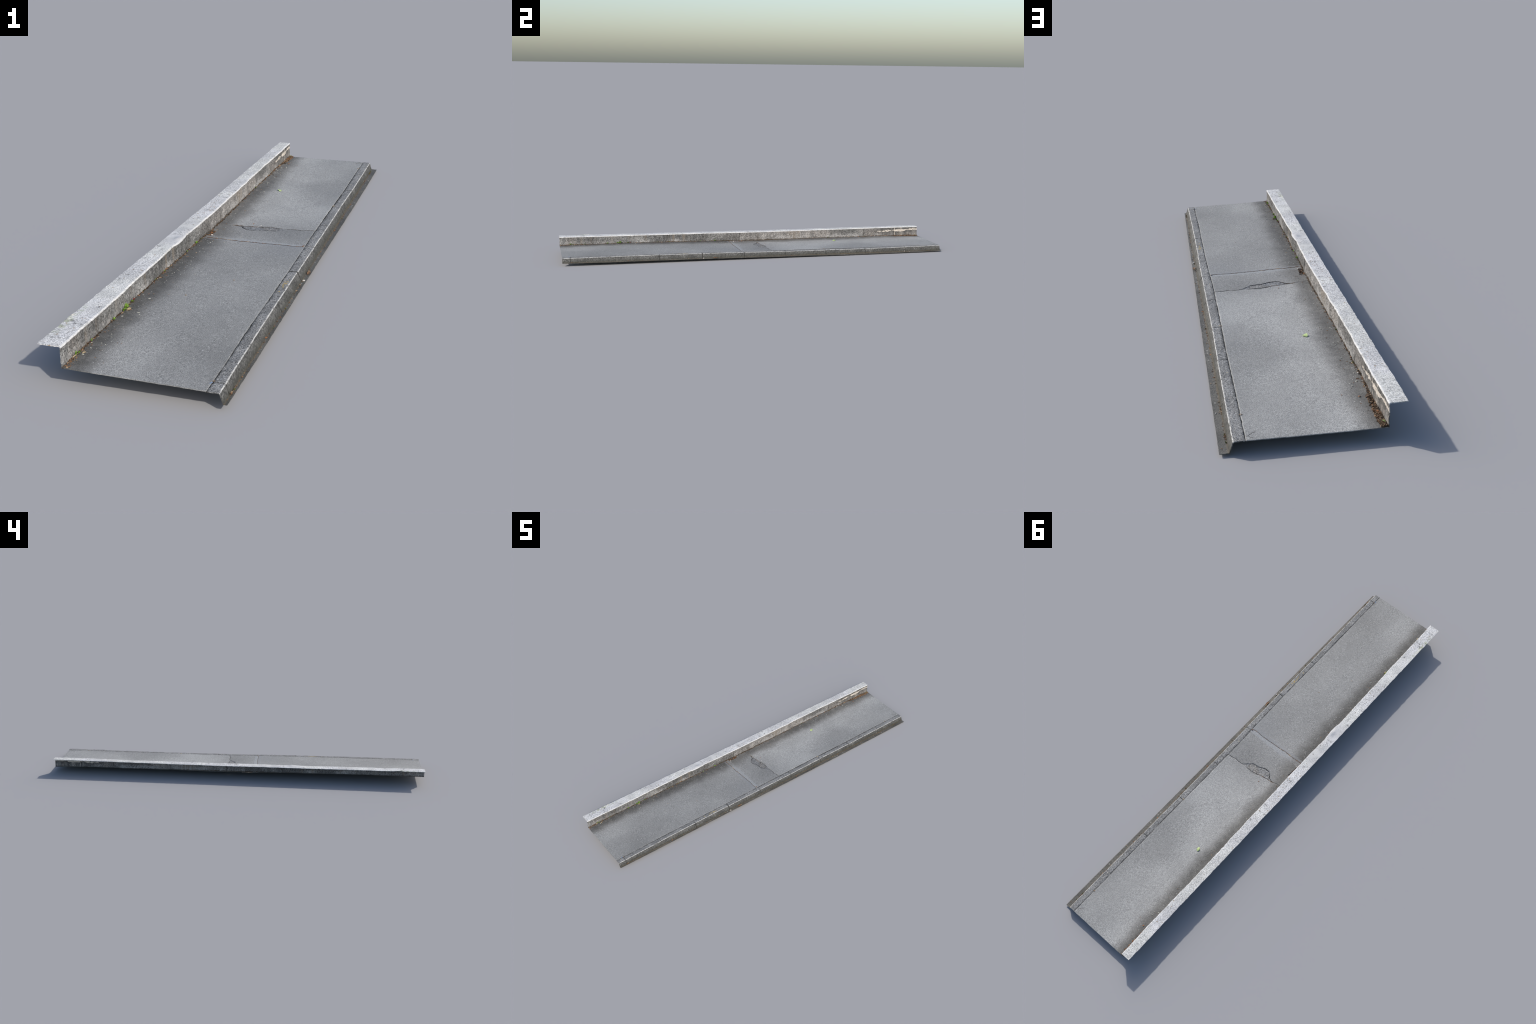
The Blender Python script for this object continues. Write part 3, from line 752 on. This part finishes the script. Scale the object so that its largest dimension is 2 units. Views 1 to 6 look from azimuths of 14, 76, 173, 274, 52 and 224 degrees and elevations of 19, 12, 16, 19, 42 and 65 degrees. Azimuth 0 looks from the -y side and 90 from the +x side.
def weed(pos, n, L, mats, spread=1.0, name="weed"):
    b = Bag()
    for i in range(n):
        l = L*U(.6, 1.15)
        v, f = leaf_geo(l, l*U(.42, .62), U(.1, .5), U(.1, .4), n=6)
        v[:, 1] *= 1+.25*np.sin(v[:, 0]/l*14)
        # stalk then blade, leaning away from the wall
        yaw = U(-1.5, 1.5)*spread
        pit = U(.25, 1.1)
        base = np.array(pos)+np.array([U(0, .002), U(-.4, .4)*L, U(.0005, .35*L)])
        b.add(place(v, base, yaw, pit, rng.normal(0, .3)), f, int(rng.integers(len(mats))))
        st = np.array(pos)
        d = base-st
        p = np.array([[0, -.0002, 0], [0, .0002, 0], [d[0], d[1]+.0002, d[2]], [d[0], d[1]-.0002, d[2]]])+st
        q = p+np.array([.0004, 0, 0])
        b.add(np.concatenate([p, q]), [(0, 1, 2, 3), (7, 6, 5, 4), (0, 4, 5, 1), (1, 5, 6, 2), (2, 6, 7, 3), (3, 7, 4, 0)], 0)
    return b.obj(name, mats)
def foot(y, dx=.001, dz=.001):
    x = float(xC(np.array(y)))+dx
    return (x, y, pz(x, y)+dz)
weed(foot(-.688), 17, .0105, [M_green])
weed(foot(-.700, .002), 9, .0085, [M_green])
weed(foot(-.645), 7, .006, [M_green, M_moss])
weed(foot(-.632), 4, .006, [M_red, M_green])
weed(foot(-.752), 8, .0055, [M_green])
weed(foot(-.943), 6, .0075, [M_green])
weed(foot(-.930, .002), 5, .0070, [M_green])
weed(foot(-.868), 4, .0048, [M_green])
weed(foot(-.178), 11, .0068, [M_green])
weed(foot(-.255), 5, .0050, [M_green])
weed(foot(.463), 11, .0042, [M_moss])
weed(foot(-.425), 4, .0040, [M_moss, M_green])
weed(foot(-.490), 4, .0036, [M_moss, M_green])
weed(foot(-.57), 3, .0036, [M_moss])
weed(foot(.683, .002), 8, .0050, [M_moss, M_litter[2]])
weed(foot(.985, .003, .004), 4, .0050, [M_lime])
weed(foot(-.13, .001), 3, .0036, [M_moss])
for yv, n in [(-.935, 7), (-.62, 5), (-.5, 4), (-.29, 4), (.92, 9), (.955, 6), (.30, 5)]:
    weed((float(xF(yv))+.0006, yv, max(float(zG(yv)), .0012)), n, .0032, [M_moss], name="moss_tuft")

# trodden pale spots
bag = Bag()
def disc(x, y, r, asp=1.0, yaw=0.0):
    n = 14; rr = [0, .7, 1.0]; hz = [.0011, .0010, -.0002]
    v = [(x, y, pz(x, y)+hz[0])]
    ph = U(0, 6)
    for k in (1, 2):
        for i in range(n):
            a = 2*math.pi*i/n; q = r*rr[k]*(1+.16*math.sin(2*a+ph)+.08*math.sin(5*a+ph))
            dx, dy = q*math.cos(a), q*math.sin(a)*asp
            px, py = x+dx*math.cos(yaw)-dy*math.sin(yaw), y+dx*math.sin(yaw)+dy*math.cos(yaw)
            v.append((px, py, pz(px, py)+hz[k]))
    f = [(0, 1+i, 1+(i+1) % n) for i in range(n)]+[(1+i, 1+n+i, 1+n+(i+1) % n, 1+(i+1) % n) for i in range(n)]
    f.append(tuple(1+n+i for i in reversed(range(n))))
    bag.add(v, f)
for x, y, r in [(-.1308, .7799, .0042), (-.1151, .7887, .0026), (-.1165, .8017, .0027), (-.1114, .8140, .0016), (-.1097, .4414, .0024),
                (-.1241, .5409, .0022), (-.1258, .5565, .0026), (-.0985, -.7059, .0028), (-.1118, -.6086, .0034), (-.1300, -.7255, .0024),
                (-.1046, -.6954, .0030), (-.1350, -.8747, .0022), (-.1262, -.8984, .0026), (-.1284, -.9310, .0032), (-.1140, -.8219, .0016),
                (-.1050, -.7353, .0014), (-.1082, -.8346, .0014), (-.1107, -.1485, .0026), (-.1094, -.1346, .0022), (-.0768, -.1305, .0017),
                (.1310, -.0178, .0026), (.1118, -.0373, .0013), (-.1338, .7346, .0030), (-.1233, .6411, .0026)]:
    disc(x, y, r, U(.7, 1), U(0, 3))
for _ in range(70):
    y = U(-.97, .97); disc(float(xCl(y))+.012+abs(rng.normal(0, .035)), y, U(.0006, .0013))
bag.obj("trodden_spots", [M_spot])["kind"] = "stuff"

# pebbles
def pebble(pos, r, mat=M_stone):
    import bmesh
    bm = bmesh.new(); bmesh.ops.create_icosphere(bm, subdivisions=2, radius=r)
    for v in bm.verts:
        v.co *= 1+.22*math.sin(v.co.x/r*2.3+pos[1]*70)+.12*math.sin(v.co.y/r*3.1+pos[0]*90)
        v.co.z *= .7
    vs = np.array([v.co[:] for v in bm.verts])+np.array(pos); fs = [[q.index for q in f.verts] for f in bm.faces]
    bm.free()
    return new_obj("pebble", vs, fs, [mat], sharp=70)
pebble((.1835, -.299, float(zG(-.299))+.002), .0034)
pebble((.1650, -.176, float(zE(-.176))-.0004), .0023)
pebble((.1830, .815, float(zG(.815))+.001), .0015)
pebble((-.0240, .0690, pz(-.024, .069)+.0006), .0019)
pebble((-.1285, -.0820+.004, pz(-.1285, -.078)+.001), .0026)
pebble((-.1420, .742, pz(-.142, .742)+.0026), .0020)
pebble((-.1905+.002, -.846, float(zB(-.846))+.0010), .0024)
